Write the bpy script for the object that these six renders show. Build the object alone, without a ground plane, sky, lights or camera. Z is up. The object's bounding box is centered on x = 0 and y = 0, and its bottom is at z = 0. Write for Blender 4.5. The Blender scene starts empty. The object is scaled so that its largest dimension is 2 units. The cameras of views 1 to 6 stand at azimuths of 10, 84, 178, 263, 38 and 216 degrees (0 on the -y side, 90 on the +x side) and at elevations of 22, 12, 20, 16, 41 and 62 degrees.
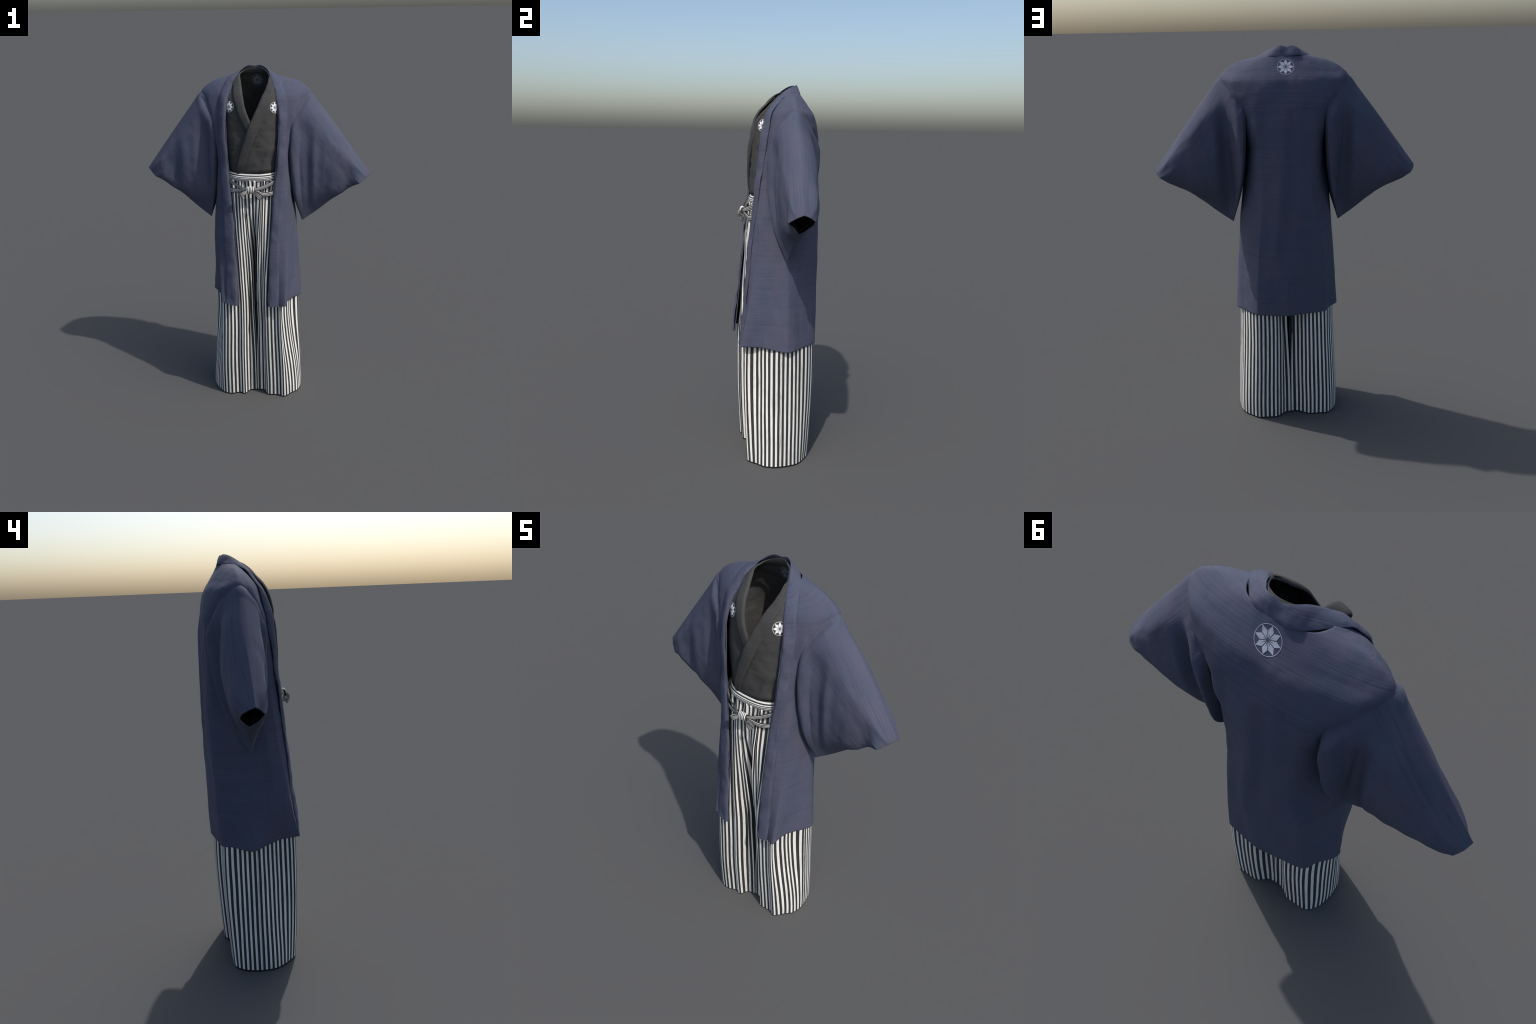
"""A formal Japanese men's outfit standing on its own: slate-blue coat, black
crossed robe and black-and-white striped pleated trousers tied with a bow."""
import bpy, bmesh, math
import numpy as np
from mathutils import Vector
from mathutils.bvhtree import BVHTree

# ------------------------------------------------------------------ numerics

def pchip(t, P, tt):
    """Shape-preserving cubic through rows of P at parameters t (no overshoot)."""
    t = np.asarray(t, float); P = np.asarray(P, float); tt = np.clip(np.asarray(tt, float), t[0], t[-1])
    flat = P.reshape(len(t), -1)
    h = np.diff(t)[:, None]; d = np.diff(flat, axis=0) / h
    m = np.zeros_like(flat)
    if len(t) > 2:
        w1 = 2 * h[1:] + h[:-1]; w2 = h[1:] + 2 * h[:-1]
        same = d[:-1] * d[1:] > 0
        with np.errstate(divide="ignore", invalid="ignore"):
            hm = (w1 + w2) / (w1 / d[:-1] + w2 / d[1:])
        m[1:-1] = np.where(same, hm, 0)
    m[0], m[-1] = d[0], d[-1]
    i = np.clip(np.searchsorted(t, tt, side="right") - 1, 0, len(t) - 2)
    H = (t[i + 1] - t[i])[:, None]; s = ((tt - t[i])[:, None]) / H
    a = flat[i]; b = flat[i + 1]
    out = (2*s**3 - 3*s**2 + 1)*a + (s**3 - 2*s**2 + s)*H*m[i] + (3*s**2 - 2*s**3)*b + (s**3 - s**2)*H*m[i + 1]
    return out.reshape((len(tt),) + P.shape[1:])


def catmull(t, P, tt):
    """Rounder cubic (finite-difference tangents) through rows of P."""
    t = np.asarray(t, float); P = np.asarray(P, float); tt = np.clip(np.asarray(tt, float), t[0], t[-1])
    flat = P.reshape(len(t), -1)
    m = np.gradient(flat, t, axis=0)
    i = np.clip(np.searchsorted(t, tt, side="right") - 1, 0, len(t) - 2)
    H = (t[i + 1] - t[i])[:, None]; s = ((tt - t[i])[:, None]) / H
    out = (2*s**3 - 3*s**2 + 1)*flat[i] + (s**3 - 2*s**2 + s)*H*m[i] + (3*s**2 - 2*s**3)*flat[i + 1] + (s**3 - s**2)*H*m[i + 1]
    return out.reshape((len(tt),) + P.shape[1:])


def chords(P):
    d = np.linalg.norm(np.diff(np.asarray(P, float), axis=0), axis=-1)
    return np.concatenate([[0], np.cumsum(np.maximum(d, 1e-6))])


def along(P, n, kind=catmull):
    P = np.asarray(P, float); t = chords(P[:, :3])
    return kind(t, P, np.linspace(0, t[-1], n))


def sstep(a, b, x):
    s = np.clip((np.asarray(x, float) - a) / (b - a), 0, 1)
    return s * s * (3 - 2 * s)


def bump(x, c, w):
    return np.exp(-((x - c) / w) ** 2)


def _hash(ix, iy, iz, seed):
    n = (ix * 374761393 + iy * 668265263 + iz * 2147483647 + seed * 1442695041) & 0xFFFFFFFF
    n = ((n ^ (n >> 13)) * 1274126177) & 0xFFFFFFFF
    return ((n ^ (n >> 16)) & 0xFFFF) / 32767.5 - 1


def noise3(P, seed=0):
    P = np.asarray(P, float); f = np.floor(P).astype(np.int64); r = P - f; r = r * r * (3 - 2 * r)
    v = 0
    for dx in (0, 1):
        for dy in (0, 1):
            for dz in (0, 1):
                w = (r[..., 0] if dx else 1 - r[..., 0]) * (r[..., 1] if dy else 1 - r[..., 1]) * (r[..., 2] if dz else 1 - r[..., 2])
                v = v + w * _hash(f[..., 0] + dx, f[..., 1] + dy, f[..., 2] + dz, seed)
    return v


def fbm(P, scale, seed=0, octaves=3):
    P = np.asarray(P, float) * np.asarray(scale, float); v = 0; a = 1
    for o in range(octaves):
        v = v + a * noise3(P * 2 ** o + 17.3 * o, seed + o); a *= 0.5
    return v


def grid_normals(G):
    du = np.gradient(G, axis=0); dv = np.gradient(G, axis=1)
    n = np.cross(du, dv); return n / np.maximum(np.linalg.norm(n, axis=-1, keepdims=True), 1e-9)

# ------------------------------------------------------------------ materials

def node(nt, kind, **kw):
    n = nt.nodes.new(kind)
    for k, v in kw.items():
        if k.startswith("in_"):
            n.inputs[int(k[3:]) if k[3:].isdigit() else k[3:]].default_value = v
        else:
            setattr(n, k, v)
    return n


def math_node(nt, op, a, b=None, c=None):
    n = nt.nodes.new("ShaderNodeMath"); n.operation = op
    for i, x in enumerate((a, b, c)):
        if x is None: continue
        if isinstance(x, (int, float)): n.inputs[i].default_value = x
        else: nt.links.new(x, n.inputs[i])
    return n.outputs[0]


def mix_col(nt, fac, a, b, mode="MIX"):
    n = nt.nodes.new("ShaderNodeMix"); n.data_type = "RGBA"; n.blend_type = mode
    for i, x in ((0, fac), (6, a), (7, b)):
        if isinstance(x, (int, float)): n.inputs[i].default_value = x
        elif isinstance(x, tuple): n.inputs[i].default_value = (*x, 1)
        else: nt.links.new(x, n.inputs[i])
    return n.outputs[2]


def ramp(nt, val, stops):
    n = nt.nodes.new("ShaderNodeValToRGB")
    while len(n.color_ramp.elements) < len(stops): n.color_ramp.elements.new(0.5)
    for e, (p, c) in zip(n.color_ramp.elements, stops):
        e.position = p; e.color = (c, c, c, 1)
    nt.links.new(val, n.inputs[0]); return n.outputs[0]


def scaled_noise(nt, vec, scale, detail=3, loc=(0, 0, 0), rough=0.55):
    m = nt.nodes.new("ShaderNodeMapping"); m.inputs["Scale"].default_value = scale; m.inputs["Location"].default_value = loc
    nt.links.new(vec, m.inputs[0])
    n = node(nt, "ShaderNodeTexNoise"); n.inputs["Scale"].default_value = 1; n.inputs["Detail"].default_value = detail
    n.inputs["Roughness"].default_value = rough
    nt.links.new(m.outputs[0], n.inputs["Vector"]); return n.outputs["Fac"]


def cloth(name, base, tint, angle=0.0, yoke=False, contrast=1.0, sheen=0.0, lit=None):
    """Slubbed plain weave: irregular weft streaks across, a faint warp, blotchy dye.
    angle turns the weft in the x-z plane so that it follows a sleeve."""
    mat = bpy.data.materials.new(name); mat.use_nodes = True; nt = mat.node_tree; nt.nodes.clear()
    out = node(nt, "ShaderNodeOutputMaterial"); bs = node(nt, "ShaderNodeBsdfPrincipled")
    nt.links.new(bs.outputs[0], out.inputs[0])
    co = node(nt, "ShaderNodeTexCoord").outputs["Object"]
    if angle:
        r = node(nt, "ShaderNodeVectorRotate"); r.rotation_type = "Y_AXIS"; r.inputs["Angle"].default_value = angle
        nt.links.new(co, r.inputs["Vector"]); vec = r.outputs[0]
        weft, warp = (2.2, 50, 400), (330, 4, 4)
    else:
        sp = node(nt, "ShaderNodeSeparateXYZ"); nt.links.new(co, sp.inputs[0])
        z = sp.outputs[2]
        if yoke:   # on the shoulders the weft runs over the top, so it varies with y there
            mr = node(nt, "ShaderNodeMapRange"); mr.interpolation_type = "SMOOTHSTEP"
            mr.inputs["From Min"].default_value = 1.50; mr.inputs["From Max"].default_value = 1.95
            nt.links.new(z, mr.inputs["Value"])
            z = math_node(nt, "SUBTRACT", z, math_node(nt, "MULTIPLY", math_node(nt, "MULTIPLY", mr.outputs[0], sp.outputs[1]), 0.6))
        cb = node(nt, "ShaderNodeCombineXYZ")
        for i, s in enumerate((sp.outputs[0], sp.outputs[1], z)): nt.links.new(s, cb.inputs[i])
        vec = cb.outputs[0]; weft, warp = (3, 3, 400), (330, 330, 3)
    s1 = scaled_noise(nt, vec, weft, 2)
    s2 = scaled_noise(nt, vec, tuple(0.55 * a if a > 49 else 1.6 * a for a in weft), 2, (3, 5, 7))
    s3 = scaled_noise(nt, vec, warp, 2, (1, 2, 3))
    blotch = scaled_noise(nt, co, (9, 9, 7), 3, (4, 1, 2))
    patch = scaled_noise(nt, co, (16, 16, 5), 1, (9, 1, 2))
    k = 0.22 * contrast
    v = math_node(nt, "ADD", ramp(nt, s1, [(0.28, 1 - 0.9 * k), (0.45, 1), (0.8, 1 + 0.4 * k)]),
                  math_node(nt, "MULTIPLY", math_node(nt, "SUBTRACT", ramp(nt, s2, [(0.25, 0), (0.42, 0.85), (0.75, 1)]), 0.8), 0.9 * k))
    v = math_node(nt, "MULTIPLY", v, math_node(nt, "ADD", math_node(nt, "MULTIPLY", s3, 0.9 * k), 1 - 0.45 * k))
    v = math_node(nt, "MULTIPLY", v, math_node(nt, "ADD", math_node(nt, "MULTIPLY", blotch, 0.18), 0.91))
    hue = mix_col(nt, ramp(nt, patch, [(0.35, 0), (0.65, 1)]), base, tint)
    grey = node(nt, "ShaderNodeCombineColor")
    for i in range(3): nt.links.new(v, grey.inputs[i])
    col = mix_col(nt, 1.0, hue, grey.outputs[0], "MULTIPLY")
    nt.links.new(col, bs.inputs["Base Color"])
    bs.inputs["Roughness"].default_value = 0.85
    bs.inputs["Specular IOR Level"].default_value = 0.25
    bs.inputs["Sheen Weight"].default_value = sheen; bs.inputs["Sheen Roughness"].default_value = 0.5
    bs.inputs["Sheen Tint"].default_value = (0.75, 0.8, 1, 1)
    bp = node(nt, "ShaderNodeBump"); bp.inputs["Strength"].default_value = 0.25; bp.inputs["Distance"].default_value = 0.002
    nt.links.new(math_node(nt, "ADD", s1, s2), bp.inputs["Height"]); nt.links.new(bp.outputs[0], bs.inputs["Normal"])
    return mat


def stripe_mat(name, base, var=0.12, dirt=None, rough=0.75):
    mat = bpy.data.materials.new(name); mat.use_nodes = True; nt = mat.node_tree; nt.nodes.clear()
    out = node(nt, "ShaderNodeOutputMaterial"); bs = node(nt, "ShaderNodeBsdfPrincipled"); nt.links.new(bs.outputs[0], out.inputs[0])
    co = node(nt, "ShaderNodeTexCoord").outputs["Object"]
    n1 = scaled_noise(nt, co, (120, 120, 30), 3); n2 = scaled_noise(nt, co, (14, 14, 6), 2, (2, 3, 4))
    f = math_node(nt, "ADD", math_node(nt, "MULTIPLY", n1, 0.5), math_node(nt, "MULTIPLY", n2, 0.5))
    dark = tuple(c * (1 - 2 * var) for c in base); light = tuple(min(1, c * (1 + 0.6 * var)) for c in base)
    col = mix_col(nt, ramp(nt, f, [(0.3, 0), (0.5, 0.7), (0.7, 1)]), dark, light)
    nt.links.new(col, bs.inputs["Base Color"]); bs.inputs["Roughness"].default_value = rough
    bs.inputs["Specular IOR Level"].default_value = 0.25
    return mat


COAT = (0.062, 0.073, 0.112); COAT_T = (0.072, 0.073, 0.110)
ROBE = (0.047, 0.047, 0.048); ROBE_T = (0.053, 0.051, 0.049)
ARM = math.atan2(1.85 - 1.41, 0.66 - 0.322)
M = {
    "coat": cloth("slate_blue_cloth", COAT, COAT_T, yoke=True),
    "coat_left": cloth("slate_blue_sleeve_cloth", COAT, COAT_T, angle=-ARM),
    "coat_right": cloth("slate_blue_sleeve_cloth", COAT, COAT_T, angle=ARM),
    "lining": cloth("black_lining_cloth", (0.012, 0.012, 0.016), (0.014, 0.013, 0.016), contrast=0.6),
    "robe": cloth("charcoal_cloth", ROBE, ROBE_T, contrast=0.8),
    "white": stripe_mat("off_white_stripe", (0.74, 0.73, 0.70)),
    "black": stripe_mat("black_stripe", (0.032, 0.032, 0.031), 0.15),
    "seam": stripe_mat("grey_seam_thread", (0.30, 0.30, 0.29), 0.45),
    "crest": stripe_mat("white_crest_dye", (0.82, 0.82, 0.82), 0.05),
    "crest_back": stripe_mat("blue_grey_crest", (0.42, 0.45, 0.52), 0.12),  # duller and bluer than the chest crests
    "crest_faint": stripe_mat("faint_crest_dye", (0.20, 0.20, 0.22), 0.1),
}

# ------------------------------------------------------------------ mesh helpers

def make(name, verts, faces, mats, parent=None, index=None, thick=None, inner=0, offset=-1, sharp=55, flip=False):
    me = bpy.data.meshes.new(name)
    if flip: faces = [f[::-1] for f in faces]
    me.from_pydata([tuple(map(float, v)) for v in verts], [], faces)
    for m in mats: me.materials.append(M[m])
    if index is not None: me.polygons.foreach_set("material_index", np.asarray(index, np.int32))
    me.polygons.foreach_set("use_smooth", np.ones(len(me.polygons), bool))
    me.set_sharp_from_angle(angle=math.radians(sharp))
    me.update()
    ob = bpy.data.objects.new(name, me); bpy.context.scene.collection.objects.link(ob)
    if parent: ob.parent = parent
    if thick:
        s = ob.modifiers.new("thickness", "SOLIDIFY"); s.thickness = thick; s.offset = offset
        s.material_offset = inner; s.material_offset_rim = 0; s.use_even_offset = False
    return ob


def grid_faces(m, n, close_u=False, close_v=False, base=0):
    f = []
    for i in range(m if close_u else m - 1):
        for j in range(n if close_v else n - 1):
            a = i * n + j; b = i * n + (j + 1) % n; c = ((i + 1) % m) * n + (j + 1) % n; d = ((i + 1) % m) * n + j
            f.append((base + a, base + b, base + c, base + d))
    return f


def sheet(name, G, mats, parent, **kw):
    m, n = G.shape[:2]
    return make(name, G.reshape(-1, 3), grid_faces(m, n), mats, parent, **kw)


def empty(name, parent=None):
    o = bpy.data.objects.new(name, None); bpy.context.scene.collection.objects.link(o); o.empty_display_size = 0.1
    if parent: o.parent = parent
    return o


def band(name, inner, outer, n_len, mats, parent, bulge=0.006, lift=0.003, n_w=14, fold=0.006, out_dir=None, wob=0.0015, seed=1, rumple=1.0):
    """A folded cloth band laid between an inner and an outer edge line: a flat
    closed tube with a rounded inner fold, slightly padded."""
    I = along(inner, n_len); O = along(outer, n_len)
    # keep both edges in step: resample by the common control parameter
    k = np.linspace(0, 1, len(inner)); I = catmull(k, inner, np.linspace(0, 1, n_len)); O = catmull(k, outer, np.linspace(0, 1, n_len))
    T = np.gradient((I + O) / 2, axis=0); W = O - I
    L = chords(I)[:, None] * np.array([[16., 0, 0]]) + seed
    I = I + W * (0.05 * fbm(L, 1, seed + 60, 2) * rumple)[:, None]; W = O - I
    N = np.cross(T, W); N /= np.maximum(np.linalg.norm(N, axis=1, keepdims=True), 1e-9)
    ref = out_dir((I + O) / 2); N *= np.sign((N * ref).sum(1, keepdims=True))
    s = np.linspace(0, 1, n_w)
    top = np.sqrt(np.clip(1 - (1 - s / 0.18).clip(0) ** 2, 0, 1)) * fold * (0.75 + 0.25 * np.cos(s * 5)) + bulge * np.sin(np.pi * s) ** 0.8
    top = top * (1 - 0.5 * sstep(0.85, 1, s)) + lift
    bot = -0.004 * np.sin(np.pi * s)
    thin = 1 - 0.6 * sstep(1.90, 1.97, (I[:, 2] + O[:, 2]) / 2)
    rows = []
    for i in range(n_len):
        up = I[i] + W[i] * s[:, None] + N[i] * (top * thin[i])[:, None]
        dn = I[i] + W[i] * s[::-1, None] + N[i] * (bot[::-1, None])
        rows.append(np.concatenate([up, dn]))
    G = np.array(rows)
    G = G + fbm(G, (18, 18, 12), seed)[..., None] * wob * N[:, None, :] * 2
    m, n = G.shape[:2]
    faces = grid_faces(m, n, close_v=True) + [tuple(range(n))[::-1], tuple((m - 1) * n + j for j in range(n))]
    ob = make(name, G.reshape(-1, 3), faces, mats, parent, sharp=50)
    bm = bmesh.new(); bm.from_mesh(ob.data); bmesh.ops.recalc_face_normals(bm, faces=bm.faces); bm.to_mesh(ob.data); bm.free()
    return ob


def bvh_of(ob):
    dg = bpy.context.evaluated_depsgraph_get(); dg.update()
    ev = ob.evaluated_get(dg); me = ev.to_mesh()
    t = BVHTree.FromPolygons([v.co.copy() for v in me.vertices], [tuple(p.vertices) for p in me.polygons]); ev.to_mesh_clear(); return t


def crest(parent, target, start, direction, radius, mat, roll=0.0):
    """Eight-petalled flower in a ring, dyed on the cloth: petals and ring draped on it."""
    tree = bvh_of(target)
    hit, nor, _, _ = tree.ray_cast(Vector(start), Vector(direction))
    nor = Vector(nor)
    if nor.dot(Vector(direction)) > 0: nor.negate()
    up = (Vector((0, 0, 1)) - nor * nor.z).normalized(); right = up.cross(nor)
    bm = bmesh.new()
    def poly(pts): bm.faces.new([bm.verts.new((x, y, 0)) for x, y in pts])
    for k in range(8):
        a = math.pi / 4 * k + roll; c, s = math.cos(a), math.sin(a)
        for sg in (1, -1):
            pts = [(0.10, 0.014), (0.28, 0.022), (0.46, 0.0), (0.96, 0.0), (0.57, 0.205), (0.34, 0.112)]
            poly([(r * c - sg * w * s, r * s + sg * w * c) for r, w in (pts if sg > 0 else pts[::-1])])
    n = 64
    for k in range(n):
        a, b = 2 * math.pi * k / n, 2 * math.pi * (k + 1) / n
        poly([(0.96 * math.cos(a), 0.96 * math.sin(a)), (1.0 * math.cos(a), 1.0 * math.sin(a)), (1.0 * math.cos(b), 1.0 * math.sin(b)), (0.96 * math.cos(b), 0.96 * math.sin(b))])
    bmesh.ops.triangulate(bm, faces=bm.faces)
    bmesh.ops.subdivide_edges(bm, edges=bm.edges, cuts=3, use_grid_fill=True)
    bmesh.ops.remove_doubles(bm, verts=bm.verts, dist=1e-4)
    for v in bm.verts:
        p = hit + (right * v.co.x + up * v.co.y) * radius
        h, nn, _, _ = tree.ray_cast(p + nor * 0.06, -nor, 0.12)
        v.co = (h if h is not None else p) + nor * 0.0006
    me = bpy.data.meshes.new("crest"); bm.to_mesh(me); bm.free(); me.materials.append(M[mat])
    me.polygons.foreach_set("use_smooth", np.ones(len(me.polygons), bool))
    ob = bpy.data.objects.new("crest", me); bpy.context.scene.collection.objects.link(ob); ob.parent = parent
    s = ob.modifiers.new("thickness", "SOLIDIFY"); s.thickness = 0.0004; s.offset = 0; s.use_rim = False
    return ob

# ================================================================== the outfit

outfit = empty("kimono_outfit")
outfit["label"] = "formal slate blue kimono coat over black robe and striped pleated trousers"
outfit["category"] = "traditional costume"

# ------------------------------------------------------------------ coat body
# Each level runs from the front edge round the side to the centre of the back
# (x, y, z); the other half is mirrored, its front edge set separately.
LEVELS = [
    [(.106, -.196, .648), (.165, -.193, .650), (.207, -.207, .657), (.214, -.100, .652), (.279, .026, .642), (.226, .120, .651), (.166, .197, .655), (0, .210, .651)],
    [(.104, -.180, .850), (.165, -.172, .850), (.206, -.168, .850), (.222, -.090, .850), (.263, .026, .850), (.212, .122, .850), (.156, .200, .850), (0, .214, .850)],
    [(.116, -.164, 1.10), (.168, -.151, 1.10), (.206, -.125, 1.10), (.229, -.055, 1.10), (.244, .030, 1.10), (.199, .121, 1.10), (.138, .197, 1.10), (0, .217, 1.10)],
    [(.126, -.144, 1.30), (.178, -.132, 1.30), (.207, -.105, 1.30), (.220, -.045, 1.30), (.223, .036, 1.30), (.182, .114, 1.30), (.122, .196, 1.30), (0, .220, 1.30)],
    [(.146, -.133, 1.50), (.190, -.105, 1.50), (.204, -.078, 1.50), (.208, -.030, 1.50), (.198, .040, 1.50), (.172, .128, 1.50), (.118, .192, 1.50), (0, .217, 1.50)],
    [(.153, -.119, 1.63), (.195, -.088, 1.63), (.212, -.070, 1.63), (.218, -.022, 1.63), (.214, .050, 1.63), (.192, .146, 1.63), (.125, .194, 1.63), (0, .212, 1.63)],
    [(.152, -.107, 1.72), (.195, -.073, 1.72), (.226, -.060, 1.72), (.240, -.020, 1.72), (.236, .050, 1.72), (.205, .152, 1.72), (.125, .190, 1.72), (0, .203, 1.72)],
    [(.143, -.089, 1.79), (.190, -.058, 1.79), (.237, -.044, 1.79), (.276, -.006, 1.79), (.300, .050, 1.79), (.252, .138, 1.79), (.135, .182, 1.79), (0, .188, 1.79)],
    [(.132, -.071, 1.845), (.182, -.048, 1.845), (.240, -.025, 1.845), (.284, .008, 1.849), (.312, .050, 1.851), (.256, .130, 1.838), (.135, .166, 1.843), (0, .174, 1.843)],
    [(.114, -.037, 1.893), (.164, -.018, 1.895), (.214, .000, 1.896), (.252, .025, 1.899), (.273, .050, 1.898), (.222, .108, 1.884), (.120, .138, 1.889), (0, .145, 1.891)],
    [(.100, -.011, 1.923), (.147, .006, 1.923), (.178, .020, 1.925), (.200, .036, 1.928), (.210, .052, 1.929), (.165, .094, 1.923), (.090, .120, 1.922), (0, .126, 1.922)],
    [(.090, .012, 1.945), (.116, .028, 1.947), (.121, .036, 1.949), (.123, .044, 1.950), (.121, .054, 1.951), (.100, .085, 1.952), (.060, .104, 1.952), (0, .110, 1.952)],
]
# how the wearer's right front (-x) differs at its first three control points
RIGHT_FRONT = [
    [(.074, -.222, .650), (.128, -.216, .655), (.173, -.216, .664), (.198, -.115, .664)],
    [(.081, -.203, .850), (.138, -.188, .850), (.188, -.172, .850), (.226, -.100, .850)],
    [(.096, -.176, 1.10), (.148, -.162, 1.10), (.198, -.126, 1.10), (.236, -.065, 1.10)],
    [(.113, -.154, 1.30), (.165, -.136, 1.30), (.203, -.102, 1.30), (.222, -.045, 1.30)],
    [(.128, -.139, 1.50), (.176, -.112, 1.50)],
    [(.137, -.126, 1.63), (.182, -.094, 1.63)],
    [(.140, -.117, 1.72), (.184, -.080, 1.72)],
    [(.136, -.099, 1.79), (.182, -.064, 1.79)],
    [(.126, -.072, 1.845), (.176, -.050, 1.845)],
    [(.112, -.040, 1.893)], [(.098, -.014, 1.923)], [(.088, .010, 1.945)],
]
mirror = np.array([-1, 1, 1.])
left = np.array(LEVELS)
right = left.copy()
for i, r in enumerate(RIGHT_FRONT): right[i, :len(r)] = r
# the right back corner of the hem is tucked in a little
right[0, 4:7] = [(.278, .022, .648), (.223, .116, .656), (.197, .169, .656)]
right[1, 6] = (.186, .181, .850); right[2, 6] = (.168, .190, 1.10)
loops = np.concatenate([left, (right * mirror)[:, ::-1][:, 1:]], axis=1)          # (levels, 15, 3)


def loft(loops, n_z, n_s, smooth_s=catmull, level_t=None, crisp=None):
    """Surface through level loops: along each loop by chord length, up by height."""
    dens = np.mean([chords(l) / chords(l)[-1] for l in loops], axis=0)
    ss = np.linspace(0, 1, n_s)
    rows = np.array([smooth_s(dens, l, ss) for l in loops])
    if crisp is not None:
        lin = np.array([np.stack([np.interp(ss, dens, l[:, a]) for a in range(3)], 1) for l in loops])
        c = np.asarray(crisp)[:, None, None]; rows = rows * (1 - c) + lin * c
    t = level_t if level_t is not None else chords(loops.mean(1) + 0 * loops[:, 0])
    return pchip(t, rows, np.linspace(t[0], t[-1], n_z))


lev_t = np.array([0, .2, .45, .65, .85, .98, 1.07, 1.14, 1.21, 1.29, 1.36, 1.44])
G = loft(loops, 260, 420, level_t=lev_t, crisp=[.6, .6, .55, .45, .2, 0, 0, 0, 0, 0, 0, 0])
N = grid_normals(G)
x, y, z = G[..., 0], G[..., 1], G[..., 2]
back = sstep(.08, .16, y)
# drape: soft vertical folds that fade towards the shoulders
fall = 1 - sstep(1.45, 1.8, z)
d = 0.0035 * fbm(np.stack([x * 9, y * 9, z * 2.2], -1), 1, 3) * (0.4 + 0.6 * fall)
d += 0.0012 * fbm(G, (26, 26, 18), 8, 2)
ridge_x = 0.012 + 0.05 * sstep(1.5, .95, z)
d += back * (0.006 * bump(x, ridge_x, .03) - 0.006 * bump(x, ridge_x - .05, .03)) * sstep(.85, 1.1, z) * (1 - sstep(1.66, 1.76, z))
d += back * 0.005 * (bump(np.abs(x), .145, .03) - bump(np.abs(x), .10, .03)) * sstep(1.2, 1.4, z) * (1 - sstep(1.7, 1.78, z))
d += 0.0045 * fbm(np.stack([x * 16 + z * 9 * np.sign(x), y * 4, z * 5 - np.abs(x) * 6], -1), 1, 71, 2) * sstep(.09, .15, np.abs(x)) * sstep(1.15, 1.35, z) * (1 - sstep(1.72, 1.80, z))
# crease lines: side seams pressed in
side = bump(np.abs(x), .28, .05) * bump(y, .026, .006)
d -= 0.0025 * side * fall
G = G + N * d[..., None] * np.sign((N * (G - np.array([0, .04, 1.2]))).sum(-1, keepdims=True))
outward = np.sign((grid_normals(G) * (G - np.array([0, .03, 1.2])))[130, 160].sum())
coat = sheet("coat", G, ["coat", "lining"], outfit, thick=0.004, inner=1, flip=outward > 0, offset=-1)

# ------------------------------------------------------------------ coat collar band (one long piece round the neck)
def collar_lines():
    L_in = [(.106, -.199, .648), (.104, -.182, .85), (.116, -.165, 1.10), (.126, -.145, 1.30), (.146, -.129, 1.50), (.153, -.115, 1.65), (.148, -.100, 1.76), (.130, -.069, 1.85), (.110, -.032, 1.90), (.087, .014, 1.95), (.070, .046, 1.980), (.043, .078, 1.994)]
    L_out = [(.166, -.196, .648), (.165, -.174, .85), (.168, -.153, 1.10), (.178, -.134, 1.30), (.190, -.107, 1.50), (.195, -.085, 1.65), (.193, -.066, 1.76), (.181, -.049, 1.85), (.163, -.016, 1.90), (.143, .014, 1.930), (.122, .052, 1.947), (.074, .099, 1.951)]
    R_in = [(.073, -.227, .650), (.081, -.206, .85), (.096, -.178, 1.10), (.113, -.156, 1.30), (.128, -.133, 1.50), (.138, -.120, 1.65), (.139, -.106, 1.76), (.126, -.069, 1.85), (.109, -.036, 1.90), (.088, .006, 1.95), (.068, .040, 1.982), (.040, .076, 1.995)]
    R_out = [(.146, -.216, .655), (.152, -.183, .85), (.155, -.160, 1.10), (.165, -.138, 1.30), (.176, -.114, 1.50), (.184, -.092, 1.65), (.186, -.074, 1.76), (.177, -.052, 1.85), (.161, -.020, 1.90), (.146, .010, 1.932), (.120, .050, 1.948), (.072, .099, 1.952)]
    m = lambda L: [(-a, b, c) for a, b, c in L[::-1]]
    return np.array(L_in + [(.018, .089, 1.999), (-.012, .088, 1.992)] + m(R_in)), np.array(L_out + [(.022, .111, 1.951), (-.018, .112, 1.951)] + m(R_out))

def outdir(P):
    D = P - np.array([0, .05, 0]); D[:, 2] = 0.15
    return D

ci, co_ = collar_lines()
coat_collar = band("collar", ci, co_, 420, ["coat"], coat, bulge=0.006, lift=0.002, fold=0.0045, out_dir=outdir, wob=0.0022, seed=5, rumple=1.3)

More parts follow.
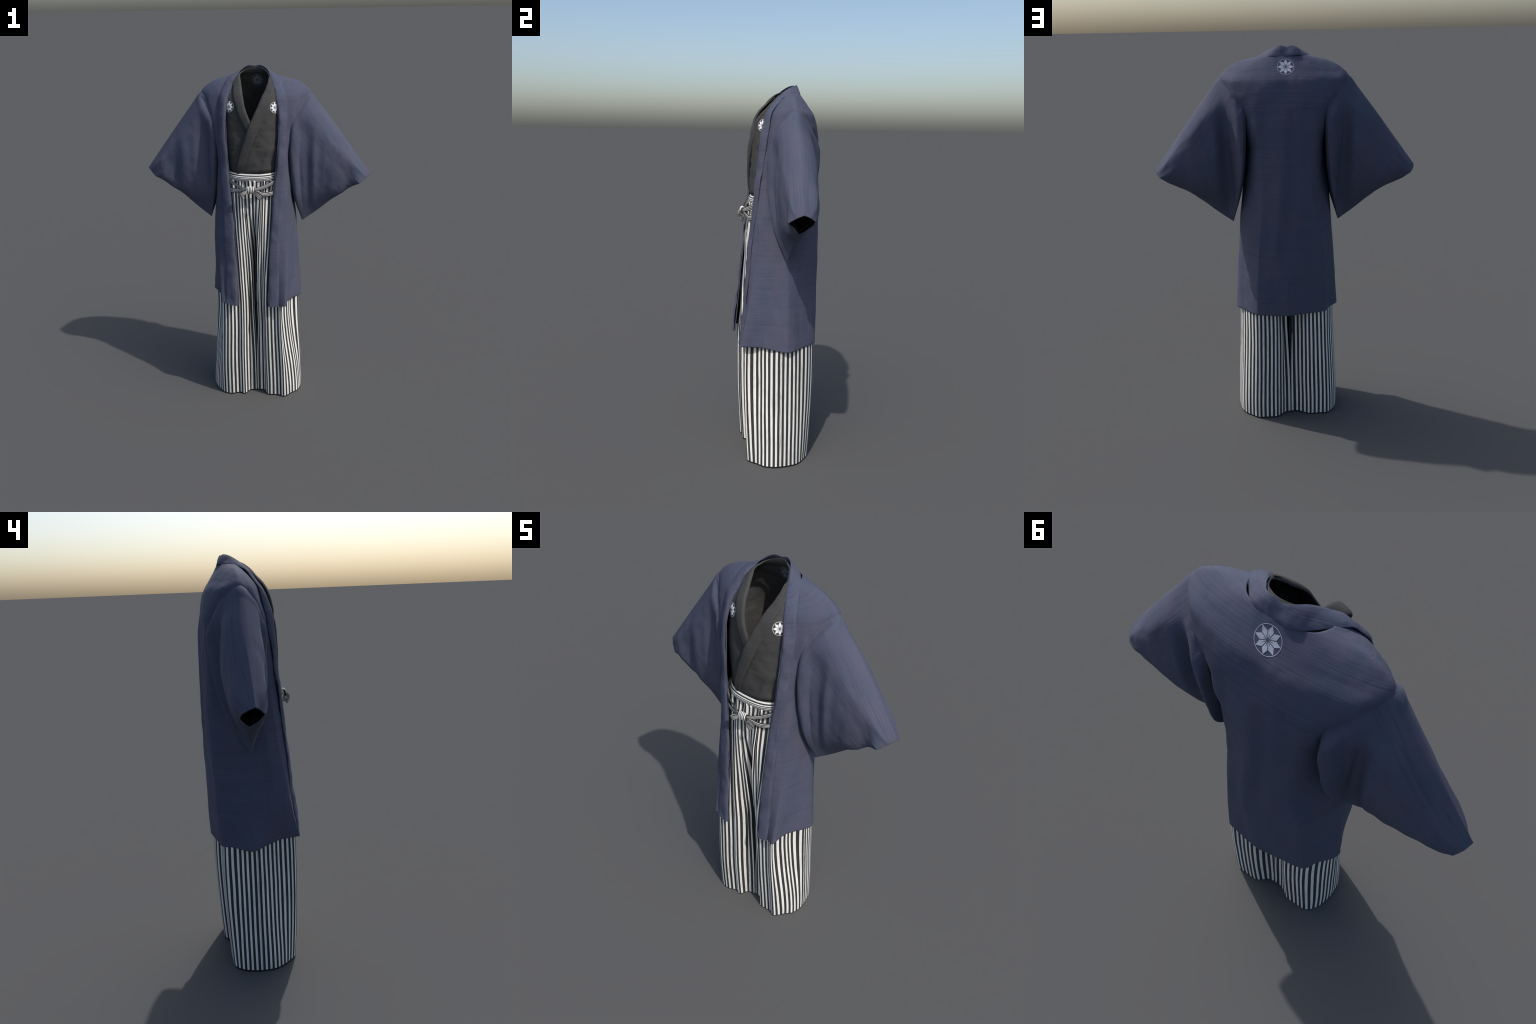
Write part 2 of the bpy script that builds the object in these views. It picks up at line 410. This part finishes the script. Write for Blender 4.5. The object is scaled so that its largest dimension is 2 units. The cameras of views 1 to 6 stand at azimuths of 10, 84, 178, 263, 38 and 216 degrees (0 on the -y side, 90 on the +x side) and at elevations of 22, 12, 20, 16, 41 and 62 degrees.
# ------------------------------------------------------------------ coat sleeves
# Stations from the armhole out to the cuff; each: ridge, front x4, hem point, back x4
STATIONS = [
    [(.290, .050, 1.882), (.258, -.002, 1.835), (.210, -.050, 1.72), (.200, -.048, 1.52), (.222, -.026, 1.30), (.271, .020, 1.134), (.236, .128, 1.815), (.196, .158, 1.71), (.197, .138, 1.50), (.222, .090, 1.31)],
    [(.323, .048, 1.850), (.290, -.020, 1.803), (.231, -.066, 1.69), (.219, -.073, 1.50), (.236, -.040, 1.28), (.275, .019, 1.124), (.266, .132, 1.783), (.214, .180, 1.67), (.212, .170, 1.50), (.232, .120, 1.30)],
    [(.355, .046, 1.808), (.325, -.024, 1.755), (.285, -.042, 1.64), (.277, -.044, 1.46), (.282, -.028, 1.27), (.300, .021, 1.140), (.315, .122, 1.74), (.282, .124, 1.62), (.276, .103, 1.46), (.277, .066, 1.27)],
    [(.420, .045, 1.725), (.395, -.022, 1.665), (.365, -.043, 1.56), (.352, -.041, 1.42), (.348, -.020, 1.28), (.355, .024, 1.181), (.390, .124, 1.68), (.358, .141, 1.56), (.348, .127, 1.42), (.347, .082, 1.28)],
    [(.530, .043, 1.582), (.515, -.017, 1.53), (.490, -.031, 1.46), (.462, -.029, 1.37), (.440, -.012, 1.290), (.418, .028, 1.233), (.520, .108, 1.545), (.492, .129, 1.47), (.463, .118, 1.37), (.441, .080, 1.290)],
    [(.620, .041, 1.463), (.605, -.006, 1.432), (.573, -.023, 1.396), (.546, -.020, 1.352), (.512, .002, 1.306), (.466, .037, 1.272), (.612, .096, 1.437), (.595, .114, 1.400), (.560, .102, 1.360), (.512, .070, 1.312)],
    [(.660, .039, 1.410), (.638, .011, 1.394), (.603, -.018, 1.367), (.573, -.006, 1.350), (.536, .018, 1.322), (.496, .045, 1.300), (.651, .070, 1.397), (.633, .097, 1.379), (.592, .096, 1.353), (.540, .072, 1.322)],
]


def sleeve_grid(sign, n_u=190, n_v=80):
    S = np.array(STATIONS)
    front = S[:, :6]; backs = S[:, [5, 9, 8, 7, 6, 0]]
    su = chords(S.mean(1)); su /= su[-1]
    uu = np.linspace(0, 1, n_u) ** 1.0
    def half(H):
        t = np.mean([chords(h) / chords(h)[-1] for h in H], axis=0)
        rows = np.array([catmull(t, h, np.linspace(0, 1, n_v)) for h in H])
        for k, q in ((-1, 1.0), (-2, .5)):      # straight-sided towards the cuff
            st = np.stack([np.interp(np.linspace(0, 1, n_v), t, H[k][:, a]) for a in range(3)], 1)
            rows[k] = rows[k] * (1 - q) + st * q
        return catmull(su, rows, uu)
    F, B = half(front), half(backs)
    # over the arm the cloth rounds over the top; only towards the cuff does it crease there
    ring = np.concatenate([front[:, ::-1], backs[:, ::-1][:, 1:]], axis=1)
    def whole(lo, hi):
        t = np.mean([chords(r) for r in ring], axis=0)
        a, b = t[lo], t[hi]
        return catmull(su, np.array([catmull(t, r, np.linspace(a, b, n_v)) for r in ring]), uu)
    Fr, Br = whole(0, 5)[:, ::-1], whole(5, 10)[:, ::-1]
    soft = (1 - sstep(.50, .88, uu))[:, None, None]
    F = F * (1 - soft) + Fr * soft; B = B * (1 - soft) + Br * soft
    for Q, sg, seed in ((F, -1, 11), (B, 1, 23)):
        x, z = Q[..., 0], Q[..., 2]
        w = np.sin(np.pi * np.linspace(0, 1, n_v))[None, :] ** 0.7
        a = np.linspace(0, 1, n_u)[:, None]
        far = np.stack([x * 13, 0 * x + sign * 3, (z + 0.25 * x) * 3.0], -1)
        d = 0.005 * fbm(far, 1, seed + (0 if sign > 0 else 50), 2) + 0.0012 * fbm(Q, (30, 30, 24), seed + 3, 2)
        d += 0.006 * (bump(x, .345, .020) - bump(x, .300, .022)) * sstep(1.74, 1.62, z) * (0.8 if sg > 0 else 0.4)
        d += 0.003 * (bump(x + .02 * (z - 1.5), .245, .012) - bump(x + .02 * (z - 1.5), .262, .010)) * sstep(1.78, 1.68, z)
        # the roll next to the body laps over the valley with a crisp edge
        e = .268 + .010 * np.sin(z * 8 + sg)
        d += (.5 * (1 - sstep(e - .005, e + .006, x)) - .5 * sstep(e, e + .006, x) * (1 - sstep(e + .01, e + .07, x))) * .011 * sstep(1.76, 1.66, z) * sstep(1.15, 1.24, z) * (1 if sg > 0 else .55)
        d += .0045 * fbm(np.stack([x * 34, 0 * x + seed, z * 9], -1), 1, seed + 31 + (0 if sign > 0 else 5), 2) * (1 - sstep(.24, .30, x)) * sstep(1.76, 1.66, z)
        # creases along the ridge of the arm
        arm = (z - 1.85) * math.sin(-ARM) + (x - .32) * math.cos(ARM); acr = (x - .32) * math.sin(ARM) + (z - 1.85) * math.cos(ARM)
        d += 0.0034 * fbm(np.stack([arm * 14, acr * 45, 0 * x + seed], -1), 1, seed + 7 + (0 if sign > 0 else 9), 2) * bump(acr, -.02, .07)
        if sg < 0 and sign > 0:     # cuff swings forward in front of a hollow
            d += -0.010 * bump(x, .535, .035) * sstep(1.50, 1.40, z) + 0.004 * bump(x, .60, .03)
            d += -0.005 * bump(x, .315, .02) * sstep(1.72, 1.6, z)
        if sg < 0 and sign < 0:
            d += -0.011 * sstep(.38, .62, x)
            d += -0.008 * bump(x, .47, .03) * sstep(1.55, 1.42, z) + 0.006 * bump(x, .55, .03) * sstep(1.6, 1.45, z)
            d += 0.006 * bump(x, .42, .03) * sstep(1.7, 1.6, z)
        Q[..., 1] += sg * d * w * (0.1 + 0.9 * sstep(0.02, .10, a))
    S_ = np.concatenate([F, B[:, 1:]], axis=1)
    return S_ * np.array([sign, 1, 1.])


su_seam = (lambda c: c[1] / c[-1])(chords(np.array(STATIONS).mean(1)))


def sleeve(name, sign, mat, parent):
    Q = sleeve_grid(sign); m, n = Q.shape[:2]
    Q[:, -1] = Q[:, 0]
    faces = grid_faces(m, n - 1, close_v=True)
    verts = [Q[:, :-1].reshape(-1, 3)]
    # inner panel that closes the sleeve against the body
    nv = (n + 1) // 2
    fr, bk = Q[0, :nv].copy(), Q[0, ::-1][:nv].copy()
    # the shoulder end of the sleeve is sewn flush on the yoke
    tree = bvh_of(parent); top = verts[0].reshape(m, n - 1, 3); k1 = su_seam * (m - 1); c = Vector((sign * .1, .045, 1.70))
    for i in range(int(k1 * 2.2) + 1):
        for j in range(n - 1):
            p = top[i, j]; w = float(sstep(1.68, 1.75, p[2]))
            if w > 0:
                h, nn, _, dist = tree.find_nearest(Vector(p))
                if nn.dot(h - c) < 0: nn = -nn
                over = (Vector(p) - h).dot(nn)
                if i <= k1:
                    a = i / k1; t = np.array(h + nn * ((1 - a) * -.003 + a * min(max(over, .0015), .004 + .022 * math.exp(-((p[1] - .048) / .04) ** 2))))
                else: t = np.array(h + nn * .0015) if over < .0015 else p
                k = 1 if i <= k1 else 1 - float(sstep(1.6, 2.2, i / k1))
                top[i, j] = p * (1 - w * k) + t * w * k
    for it in range(10):
        lo, hi = int(k1) + 1, int(k1 * 2.6)
        top[lo:hi] = .5 * top[lo:hi] + .25 * (top[lo - 1:hi - 1] + top[lo + 1:hi + 1])
    verts[0] = top.reshape(-1, 3)
    ob = make(name, np.concatenate(verts), faces, [mat, "lining"], parent)
    bm = bmesh.new(); bm.from_mesh(ob.data)
    bmesh.ops.remove_doubles(bm, verts=bm.verts, dist=1e-5); bmesh.ops.recalc_face_normals(bm, faces=bm.faces); bm.to_mesh(ob.data); bm.free()
    ob.data.set_sharp_from_angle(angle=math.radians(60))
    # normals outwards at a front sample
    p = ob.data.polygons; f = min(p, key=lambda q: (q.center - Vector((sign * .40, -.045, 1.5))).length)
    if f.normal.y > 0: ob.data.flip_normals()
    s = ob.modifiers.new("thickness", "SOLIDIFY"); s.thickness = 0.004; s.offset = -1; s.material_offset = 1; s.material_offset_rim = 0
    keep = [i for i in range(nv) if fr[i, 2] < 1.66 and bk[i, 2] < 1.66]
    P = np.array([fr[keep] * (1 - t) + bk[keep] * t + np.array([sign, 0, 0]) * 0.02 * math.sin(math.pi * t) for t in np.linspace(0, 1, 8)])
    sheet("inner_edge", P, [mat], ob)
    return ob

sleeve("sleeve", 1, "coat_left", coat)
sleeve("sleeve", -1, "coat_right", coat)

# ------------------------------------------------------------------ robe (crossed left over right)
robe_l = np.array([   # over side (+x), front edge follows the crossing line
    [(-.083, -.108, 1.39), (.000, -.112, 1.39), (.080, -.100, 1.39), (.130, -.060, 1.39), (.145, .030, 1.39), (.120, .135, 1.39), (0, .170, 1.39)],
    [(-.079, -.139, 1.46), (.000, -.142, 1.46), (.095, -.127, 1.46), (.150, -.076, 1.46), (.168, .030, 1.46), (.135, .150, 1.46), (0, .190, 1.46)],
    [(-.052, -.143, 1.56), (.020, -.144, 1.56), (.100, -.126, 1.56), (.158, -.080, 1.56), (.175, .030, 1.56), (.140, .155, 1.56), (0, .195, 1.56)],
    [(-.020, -.142, 1.65), (.045, -.140, 1.65), (.105, -.123, 1.65), (.162, -.075, 1.65), (.180, .030, 1.65), (.140, .155, 1.65), (0, .192, 1.65)],
    [(.012, -.139, 1.73), (.065, -.132, 1.73), (.115, -.113, 1.73), (.165, -.062, 1.73), (.190, .040, 1.73), (.140, .150, 1.73), (0, .182, 1.73)],
    [(.048, -.115, 1.81), (.090, -.112, 1.81), (.130, -.093, 1.81), (.170, -.045, 1.81), (.200, .045, 1.81), (.140, .135, 1.81), (0, .162, 1.81)],
    [(.083, -.058, 1.885), (.110, -.056, 1.885), (.140, -.036, 1.885), (.165, .000, 1.885), (.190, .050, 1.885), (.120, .112, 1.885), (0, .130, 1.885)],
    [(.086, -.010, 1.940), (.095, .002, 1.942), (.102, .015, 1.943), (.106, .030, 1.944), (.106, .050, 1.945), (.070, .088, 1.950), (0, .101, 1.952)],
])
robe_r = [   # under side (-x given as +x), its edge slips beneath the over side
    [(-.03, -.098, 1.39), (.030, -.100, 1.39)], [(-.03, -.126, 1.46), (.030, -.128, 1.46)], [(-.03, -.130, 1.56), (.030, -.130, 1.56)],
    [(-.02, -.132, 1.65), (.040, -.129, 1.65)], [(.012, -.128, 1.73), (.060, -.123, 1.73)], [(.035, -.118, 1.81), (.080, -.107, 1.81), (.130, -.090, 1.81)],
    [(.056, -.072, 1.885), (.095, -.054, 1.885), (.132, -.034, 1.885)], [(.076, -.010, 1.940), (.090, .000, 1.942)],
]
rr = robe_l.copy(); rr[:, 2, 1] += 0.004
for i, r in enumerate(robe_r): rr[i, :len(r)] = r
loops = np.concatenate([robe_l, (rr * mirror)[:, ::-1][:, 1:]], axis=1)
G = loft(loops, 150, 220, level_t=[0, .07, .17, .26, .34, .43, .52, .60])
N = grid_normals(G); out = np.sign((N * (G - np.array([0, .03, 1.6]))).sum(-1, keepdims=True))
x, y, z = G[..., 0], G[..., 1], G[..., 2]
front = sstep(.0, -.08, y)
d = 0.0036 * fbm(G, (12, 10, 14), 31) + 0.001 * fbm(G, (34, 30, 34), 35, 2)
d += front * (0.008 * bump(x - .35 * (z - 1.5), .085, .018) * bump(z, 1.50, .09) - 0.005 * bump(x, .12, .018) * bump(z, 1.48, .1)
              + 0.004 * bump(z - .25 * x, 1.44, .018) * bump(x, .04, .06) - 0.004 * bump(z - .25 * x, 1.41, .014) * bump(x, .05, .06))
G = G + N * out * d[..., None]
robe = sheet("robe", G, ["robe"], outfit, thick=0.003, flip=(grid_normals(G) * (G - np.array([0, .03, 1.6])))[70, 110].sum() > 0)

m = lambda L: [(-a, b, c) for a, b, c in L[::-1]]
over_in = [(-.085, -.108, 1.40), (-.079, -.138, 1.462), (-.055, -.145, 1.555), (-.028, -.146, 1.632), (.005, -.142, 1.716), (.044, -.114, 1.812), (.072, -.058, 1.876), (.083, -.006, 1.932), (.074, .028, 1.957), (.052, .060, 1.976)]
over_out = [(-.045, -.108, 1.40), (-.039, -.139, 1.462), (-.014, -.146, 1.528), (.012, -.146, 1.590), (.055, -.136, 1.695), (.099, -.111, 1.803), (.120, -.062, 1.872), (.116, -.010, 1.912), (.106, .032, 1.932), (.080, .075, 1.947)]
under_in = [(.060, -.122, 1.60), (.030, -.130, 1.665), (.004, -.133, 1.718), (-.021, -.129, 1.772), (-.040, -.103, 1.845), (-.062, -.043, 1.914), (-.074, .000, 1.953), (-.068, .032, 1.966), (-.048, .060, 1.978)]
under_out = [(.010, -.126, 1.600), (-.015, -.132, 1.660), (-.040, -.132, 1.706), (-.066, -.127, 1.762), (-.092, -.096, 1.838), (-.104, -.054, 1.890), (-.112, -.016, 1.922), (-.108, .028, 1.938), (-.076, .075, 1.948)]
ri = np.array(over_in + [(0, .079, 1.988)] + under_in[::-1]); ro = np.array(over_out + [(0, .098, 1.951)] + under_out[::-1])
band("collar", ri, ro, 260, ["robe"], robe, bulge=0.005, lift=0.003, fold=0.005, out_dir=outdir, wob=0.0012, seed=41)

# dark inner sleeves seen through the coat cuffs
for sign in (1, -1):
    Q = sleeve_grid(sign, 60, 40)
    cen = Q.mean(1, keepdims=True)
    Q = cen + (Q - cen) * 0.90 - np.array([sign * .012, 0, -.014])
    Q = Q[38:]
    mm, nn = Q.shape[:2]
    make("sleeve", Q.reshape(-1, 3), grid_faces(mm, nn), ["lining"], robe, thick=0.002, offset=0)

# ------------------------------------------------------------------ striped trousers
# Hem footprint of one leg, from the slit round the outside and back to the slit,
# each with its share of the waist line (x on front or back) and a pleat depth.
LEG_L = [(.013, .000), (.013, -.060), (.017, -.110), (.056, -.111), (.097, -.158), (.130, -.155), (.163, -.153), (.188, -.166), (.238, -.116), (.272, -.074), (.284, -.015), (.280, .022), (.264, .087), (.240, .120), (.209, .143), (.165, .168), (.120, .167), (.072, .165), (.044, .145), (.015, .120), (-.009, .115), (-.007, .060), (.000, .020)]
LEG_R = [(.013, .000), (.011, -.060), (.010, -.112), (-.022, -.122), (-.062, -.173), (-.080, -.161), (-.142, -.183), (-.164, -.183), (-.226, -.138), (-.256, -.100), (-.277, -.055), (-.280, .000), (-.270, .065), (-.235, .125), (-.206, .142), (-.160, .144), (-.117, .146), (-.086, .131), (-.045, .114), (-.014, .114), (-.009, .060), (.000, .020)]
WAIST_L = [.012, .038, .064, .072, .118, .136, .152, .160, .166, .169, .171]
WAIST_R = [.012, -.014, -.040, -.048, -.100, -.112, -.140, -.150, -.162, -.168, -.171]


def leg(name, foot, waist, sgn, parent):
    foot = np.array(foot); k = len(foot); nf = len(waist)
    # waist ring: superellipse, front part set by the list, the rest swept to the centre back
    ang_last = math.acos(min(1, abs(waist[-1]) / .157))
    W = []
    for i in range(k):
        if i < nf:
            xx = waist[i]; yy = .02 - .158 * (1 - min(1, abs(xx) / .1725) ** 3.4) ** (1 / 2.4)
        else:
            s = (i - nf + 1) / (k - nf); th = math.pi / 2 * s
            xx = sgn * .172 * math.cos(th) ** .8 if s < 1 else .010; yy = .02 + .16 * math.sin(th)
        W.append((xx, yy))
    W = np.array(W)
    step = np.linalg.norm(np.diff(foot, axis=0), axis=1) / 0.0235
    step[0] = 1.15; step[1] = 1.15
    u = np.concatenate([[0], np.cumsum(step)]); n_st = int(round(u[-1])); u *= n_st / u[-1]
    # columns: soft-edged pairs, white 58 %
    cols, mats = [], []
    for i in range(n_st):
        for t, mt in ((0, 1), (.11, 1), (.265, 0), (.42, 0), (.58, 0), (.735, 1), (.89, 1)):
            cols.append(i + t); mats.append(mt)
    cols = np.array(cols + [n_st]); uu = cols
    zs = np.concatenate([[0, .006], np.linspace(.02, 1.395, 130)])
    hem = pchip(u, foot, uu); wst = pchip(u, W, uu)
    rows = []
    cx = sgn * .14
    pleat = np.sin(uu * 2 * math.pi / 2.0 + 1.0 * sgn) * 0.5 + np.sin(uu * 2 * math.pi / 3.1) * 0.5
    frontw = sstep(.02, -.06, hem[:, 1])
    for zz in zs:
        w = .6 * float(sstep(.66, 1.40, zz)) + .4 * float(np.clip((zz - .66) / .74, 0, 1))
        # trough and inner wall come out to the surface earlier than the sides narrow
        P = hem.copy()
        swell = math.sin(math.pi * min(zz / 1.0, 1)) * 0.018
        sx = 1 - .092 * float(sstep(0, .65, zz))
        P[:, 0] *= sx
        P[:, 1] += np.where(P[:, 1] < -.10, -swell, 0) * sstep(-.10, -.15, hem[:, 1]) + np.where(P[:, 1] > .1, swell * 1.2, 0) * sstep(.10, .15, hem[:, 1])
        # above the knee the outer front corners lean in under the coat flaps
        corner = sstep(.15, .19, np.abs(hem[:, 0])) * sstep(.0, -.06, hem[:, 1]) * float(sstep(.0, .62, zz))
        P[:, 0] *= 1 - .15 * corner * sstep(.19, .23, np.abs(hem[:, 0])); P[:, 1] *= 1 + .0 * corner
        inner = sstep(.030, .014, np.abs(hem[:, 0] - .004)) * sstep(.150, .118, np.abs(hem[:, 1]))
        gap = .014 * math.exp(-((zz - .64) / .27) ** 2)
        P[:, 0] += sgn * gap * inner
        wloc = w + (1 - w) * 0.0
        Q = P * (1 - wloc) + wst * wloc
        # gathers under the waistband
        nd = wst - np.array([0, .02]); nd /= np.linalg.norm(nd, axis=1, keepdims=True)
        tuck = bump(uu, (u[2] + u[3]) / 2, .45) * .014 + bump(uu, u[4] + .6, .4) * .006
        Q = Q - nd * (tuck * float(sstep(.95, 1.2, zz)) * frontw)[:, None]
        amp = .004 * float(sstep(.85, 1.25, zz)) * (1 + 1.0 * float(sstep(1.31, 1.37, zz)))
        Q = Q + nd * (pleat * amp)[:, None]
        # the front hangs forward over the knees and thighs
        fr = (Q[:, 1] < -.09) & (np.abs(Q[:, 0]) < .11)
        goal = np.interp(zz, [.5, .75, .9, 1.0, 1.1, 1.2, 1.3, 1.37], [-.197, -.192, -.187, -.182, -.177, -.171, -.160, -.150])
        if zz > .45:
            Q[:, 1] += min(0, goal - Q[fr, 1].min()) * float(sstep(.45, .7, zz)) * np.exp(-(Q[:, 0] / .10) ** 4) * sstep(-.05, -.12, Q[:, 1])
        rows.append(np.column_stack([Q, np.full(len(Q), zz)]))
    G = np.array(rows)
    G[..., :2] += 0.0016 * np.stack([fbm(G, (12, 12, 4), 51), fbm(G, (12, 12, 4), 57)], -1) * sstep(0, .2, G[..., 2])[..., None]
    mrow, ncol = G.shape[:2]
    idx = []
    for i in range(mrow - 1):
        for j in range(ncol - 1):
            mt = mats[j]
            idx.append(0 if (mt == 0 and i > 0) else 1)
    return sheet(name, G, ["white", "black"], parent, index=idx, thick=0.003, inner=1, flip=sgn < 0, offset=-1, sharp=40), G, hem, u

trousers = empty("trousers", outfit)
leg_l, GL, hemL, uL = leg("leg", LEG_L, WAIST_L, 1, trousers)
leg_r, GR, hemR, uR = leg("leg", LEG_R, WAIST_R, -1, trousers)

# side seams: a thin irregular line of stitching down each outer stripe
for Gs, sg in ((GL, 1), (GR, -1)):
    j = int(np.argmax(Gs[30, :, 0] * sg)); j = j - (j % 7) + 3
    c = Gs[1:100, j]; o = np.array([sg * .0022, 0, 0])
    V, F = [], []
    for i, p in enumerate(c):
        wv = .0006 + .0005 * noise3(np.array([[i * .8, 3., sg]]))[0]; dy = .0012 * noise3(np.array([[i * .5, 9., sg]]))[0]
        V += [p + o + (0, dy - wv, 0), p + o + (0, dy + wv, 0)]
        if i: F.append((2 * i - 2, 2 * i - 1, 2 * i + 1, 2 * i))
    make("seam", V, F, ["seam"], leg_l if sg > 0 else leg_r, thick=0.001, offset=0)

# ------------------------------------------------------------------ waistband and bow

def striped_band(name, C, side, width, n_white, parent, n_len=60, thick=0.003, out_hint=None, closed=False, edge=0.5, puff=0.0):
    """Ribbon along C, lengthwise stripes; side = unit width directions, width per point."""
    C = np.asarray(C, float); side = np.asarray(side, float); width = np.asarray(width, float)
    t = chords(C); tt = np.linspace(0, t[-1], n_len)
    c = catmull(t, C, tt); s = catmull(t, side, tt); w = pchip(t, width[:, None], tt)
    s /= np.linalg.norm(s, axis=1, keepdims=True)
    edges, mats = [], []
    n = 2 * n_white + 1; wt = np.array([1.6 if i % 2 == 0 else 1.0 for i in range(n)]); pos = np.concatenate([[0], np.cumsum(wt)]) / wt.sum() - .5
    sub = 2
    for i in range(n):
        for q in range(sub):
            edges.append(pos[i] + (pos[i + 1] - pos[i]) * q / sub); mats.append(i % 2 == 0)
    edges = np.array(edges + [.5])
    T = np.gradient(c, axis=0); T /= np.linalg.norm(T, axis=1, keepdims=True); Nn = np.cross(T, s)
    if out_hint is not None: Nn *= np.sign((Nn * np.array(out_hint)).sum(1, keepdims=True))
    G = c[:, None] + s[:, None] * edges[None, :, None] * w[:, None] + Nn[:, None] * (puff * np.cos(np.pi * edges))[None, :, None]
    idx = [1 if mats[j] else 0 for i in range(n_len - 1) for j in range(len(edges) - 1)]
    return make(name, G.reshape(-1, 3), grid_faces(n_len, len(edges)), ["white", "black"], parent, index=idx, thick=thick, offset=0)

# waistband: a hoop with a broad top stripe and four narrow ones
prof = [(1.3885, .000, 1)]
for white, h in ((0, 2.6), (1, 3.0), (0, 3.8), (1, 4.2), (0, 3.8), (1, 4.2), (0, 4), (1, 4.8), (0, 6), (1, 6.6), (0, 4)):
    for q in (1, 2):
        zz = prof[-1][0] + h / 2000; f = (zz - 1.3885) / .047
        prof.append((zz, .0075 * math.sin(math.pi * min(f * .9 + .05, 1)) ** .6 - .006 * max(0, f - .55), 0 if white else 1))
prof.append((prof[-1][0] - .002, -.010, 1))
n_r = 160; V = []
for zz, o, _ in prof:
    for i in range(n_r):
        th = 2 * math.pi * i / n_r; c, s = math.cos(th), math.sin(th)
        a, b = .160 + o, (.158 + o if s < 0 else .166 + o)
        xx = a * np.sign(c) * abs(c) ** .70; yy = .016 + b * np.sign(s) * abs(s) ** .70
        V.append((xx, yy + (.006 if s < 0 else 0) * sstep(1.4, 1.44, zz), zz + .008 * max(0, (abs(xx) / .15)) ** 2 - .001))
F = grid_faces(len(prof), n_r, close_v=True); idx = [prof[i + 1][2] for i in range(len(prof) - 1) for _ in range(n_r)]
make("waistband", V, F, ["white", "black"], trousers, index=idx, thick=0.002, offset=-1, flip=False)

up = (0, 0, 1)
bow = empty("bow", trousers)
K = np.array([.006, -.186, 1.351])
# crossed ties coming down from the waistband to the knot
striped_band("tie", [(.176, -.030, 1.416), (.158, -.090, 1.402), (.122, -.135, 1.384), (.070, -.166, 1.364), (.030, -.180, 1.354), (.012, -.184, 1.352)],
             [(.1, 0, 1), (.2, .0, 1), (.35, 0, 1), (.35, 0, 1), (.25, 0, 1), (.1, 0, 1)], [.036, .035, .033, .026, .015, .012], 3, bow, out_hint=(0, -1, 0), puff=.002)
striped_band("tie", [(-.174, -.030, 1.418), (-.154, -.094, 1.408), (-.112, -.144, 1.388), (-.060, -.167, 1.366), (-.020, -.180, 1.354), (0, -.184, 1.352)],
             [(-.1, 0, 1), (-.3, 0, 1), (-.5, 0, 1), (-.5, 0, 1), (-.25, 0, 1), (-.1, 0, 1)], [.036, .035, .033, .026, .015, .012], 3, bow, out_hint=(0, -1, 0), puff=.002)
# lower ties running back round the hips
striped_band("tie", [(.178, -.060, 1.342), (.156, -.108, 1.335), (.116, -.144, 1.325), (.072, -.158, 1.322), (.045, -.172, 1.338), (.014, -.182, 1.349)],
             [up, up, (.05, 0, 1), (.2, 0, 1), (.45, 0, 1), (.3, 0, 1)], [.027, .027, .026, .026, .020, .012], 3, bow, out_hint=(0, -1, 0), puff=.002)
striped_band("tie", [(-.178, -.050, 1.346), (-.145, -.122, 1.341), (-.098, -.152, 1.339), (-.060, -.166, 1.341), (-.030, -.176, 1.347), (-.002, -.182, 1.350)],
             [up, up, up, up, up, up], [.027, .027, .026, .022, .015, .012], 3, bow, out_hint=(0, -1, 0), puff=.002)
# drooping loops of the bow, doubled over
striped_band("bow_loop", [(.020, -.190, 1.347), (.036, -.198, 1.340), (.052, -.199, 1.326), (.062, -.194, 1.313), (.064, -.186, 1.308), (.058, -.180, 1.316), (.040, -.180, 1.334), (.016, -.182, 1.348)],
             [(.2, -.2, 1), (.45, -.2, .9), (.6, -.1, .8), (.7, .1, .7), (.7, .1, .7), (.6, .1, .8), (.4, 0, 1), (.2, 0, 1)], [.014, .021, .027, .031, .031, .026, .018, .012], 4, bow, out_hint=None, n_len=70, thick=.002)
striped_band("bow_loop", [(-.008, -.190, 1.347), (-.022, -.199, 1.341), (-.038, -.203, 1.331), (-.050, -.200, 1.323), (-.054, -.192, 1.320), (-.046, -.184, 1.326), (-.026, -.181, 1.339), (-.004, -.182, 1.348)],
             [(-.2, -.2, 1), (-.4, -.2, .9), (-.5, -.2, .8), (-.6, -.1, .8), (-.6, 0, .8), (-.5, .1, .8), (-.3, 0, 1), (-.2, 0, 1)], [.014, .021, .026, .029, .029, .025, .018, .012], 4, bow, out_hint=None, n_len=70, thick=.002)
# knot: wrapped ribs
ribs = 5; n_r = 28; V = []; idx = []; xs = np.linspace(-.023, .023, ribs * 6 + 1)
for i, xx in enumerate(xs):
    ph = (i % 6) / 6; r = .0185 + .0022 * math.sin(math.pi * ph) - .003 * (abs(xx) / .023) ** 4
    for j in range(n_r):
        th = 2 * math.pi * j / n_r
        V.append((K[0] + xx * (1 - .08 * math.sin(th)), K[1] + .65 * r * math.cos(th) + .004 - .003 * math.cos(xx * 60), K[2] + r * 1.05 * math.sin(th)))
F = grid_faces(len(xs), n_r, close_v=True)
idx = [1 if (i % 6) in (0, 1, 5) else 0 for i in range(len(xs) - 1) for _ in range(n_r)]
nV = len(V); V += [tuple(np.mean(V[:n_r], axis=0)), tuple(np.mean(V[-n_r:], axis=0))]
for j in range(n_r):
    F += [(nV, (j + 1) % n_r, j), (nV + 1, nV - n_r + j, nV - n_r + (j + 1) % n_r)]; idx += [1, 1]
make("knot", V, F, ["white", "black"], bow, index=idx, sharp=70)

# ------------------------------------------------------------------ dyed crests
crest(coat, coat, (-.004, .5, 1.904), (0, -1, 0), .040, "crest_back")
crest(robe, robe, (.132, -.5, 1.792), (0, 1, 0), .0295, "crest")
crest(robe, robe, (-.122, -.5, 1.794), (0, 1, 0), .0295, "crest")
crest(robe, robe, (.001, .0, 1.915), (0, 1, 0), .033, "crest_faint")
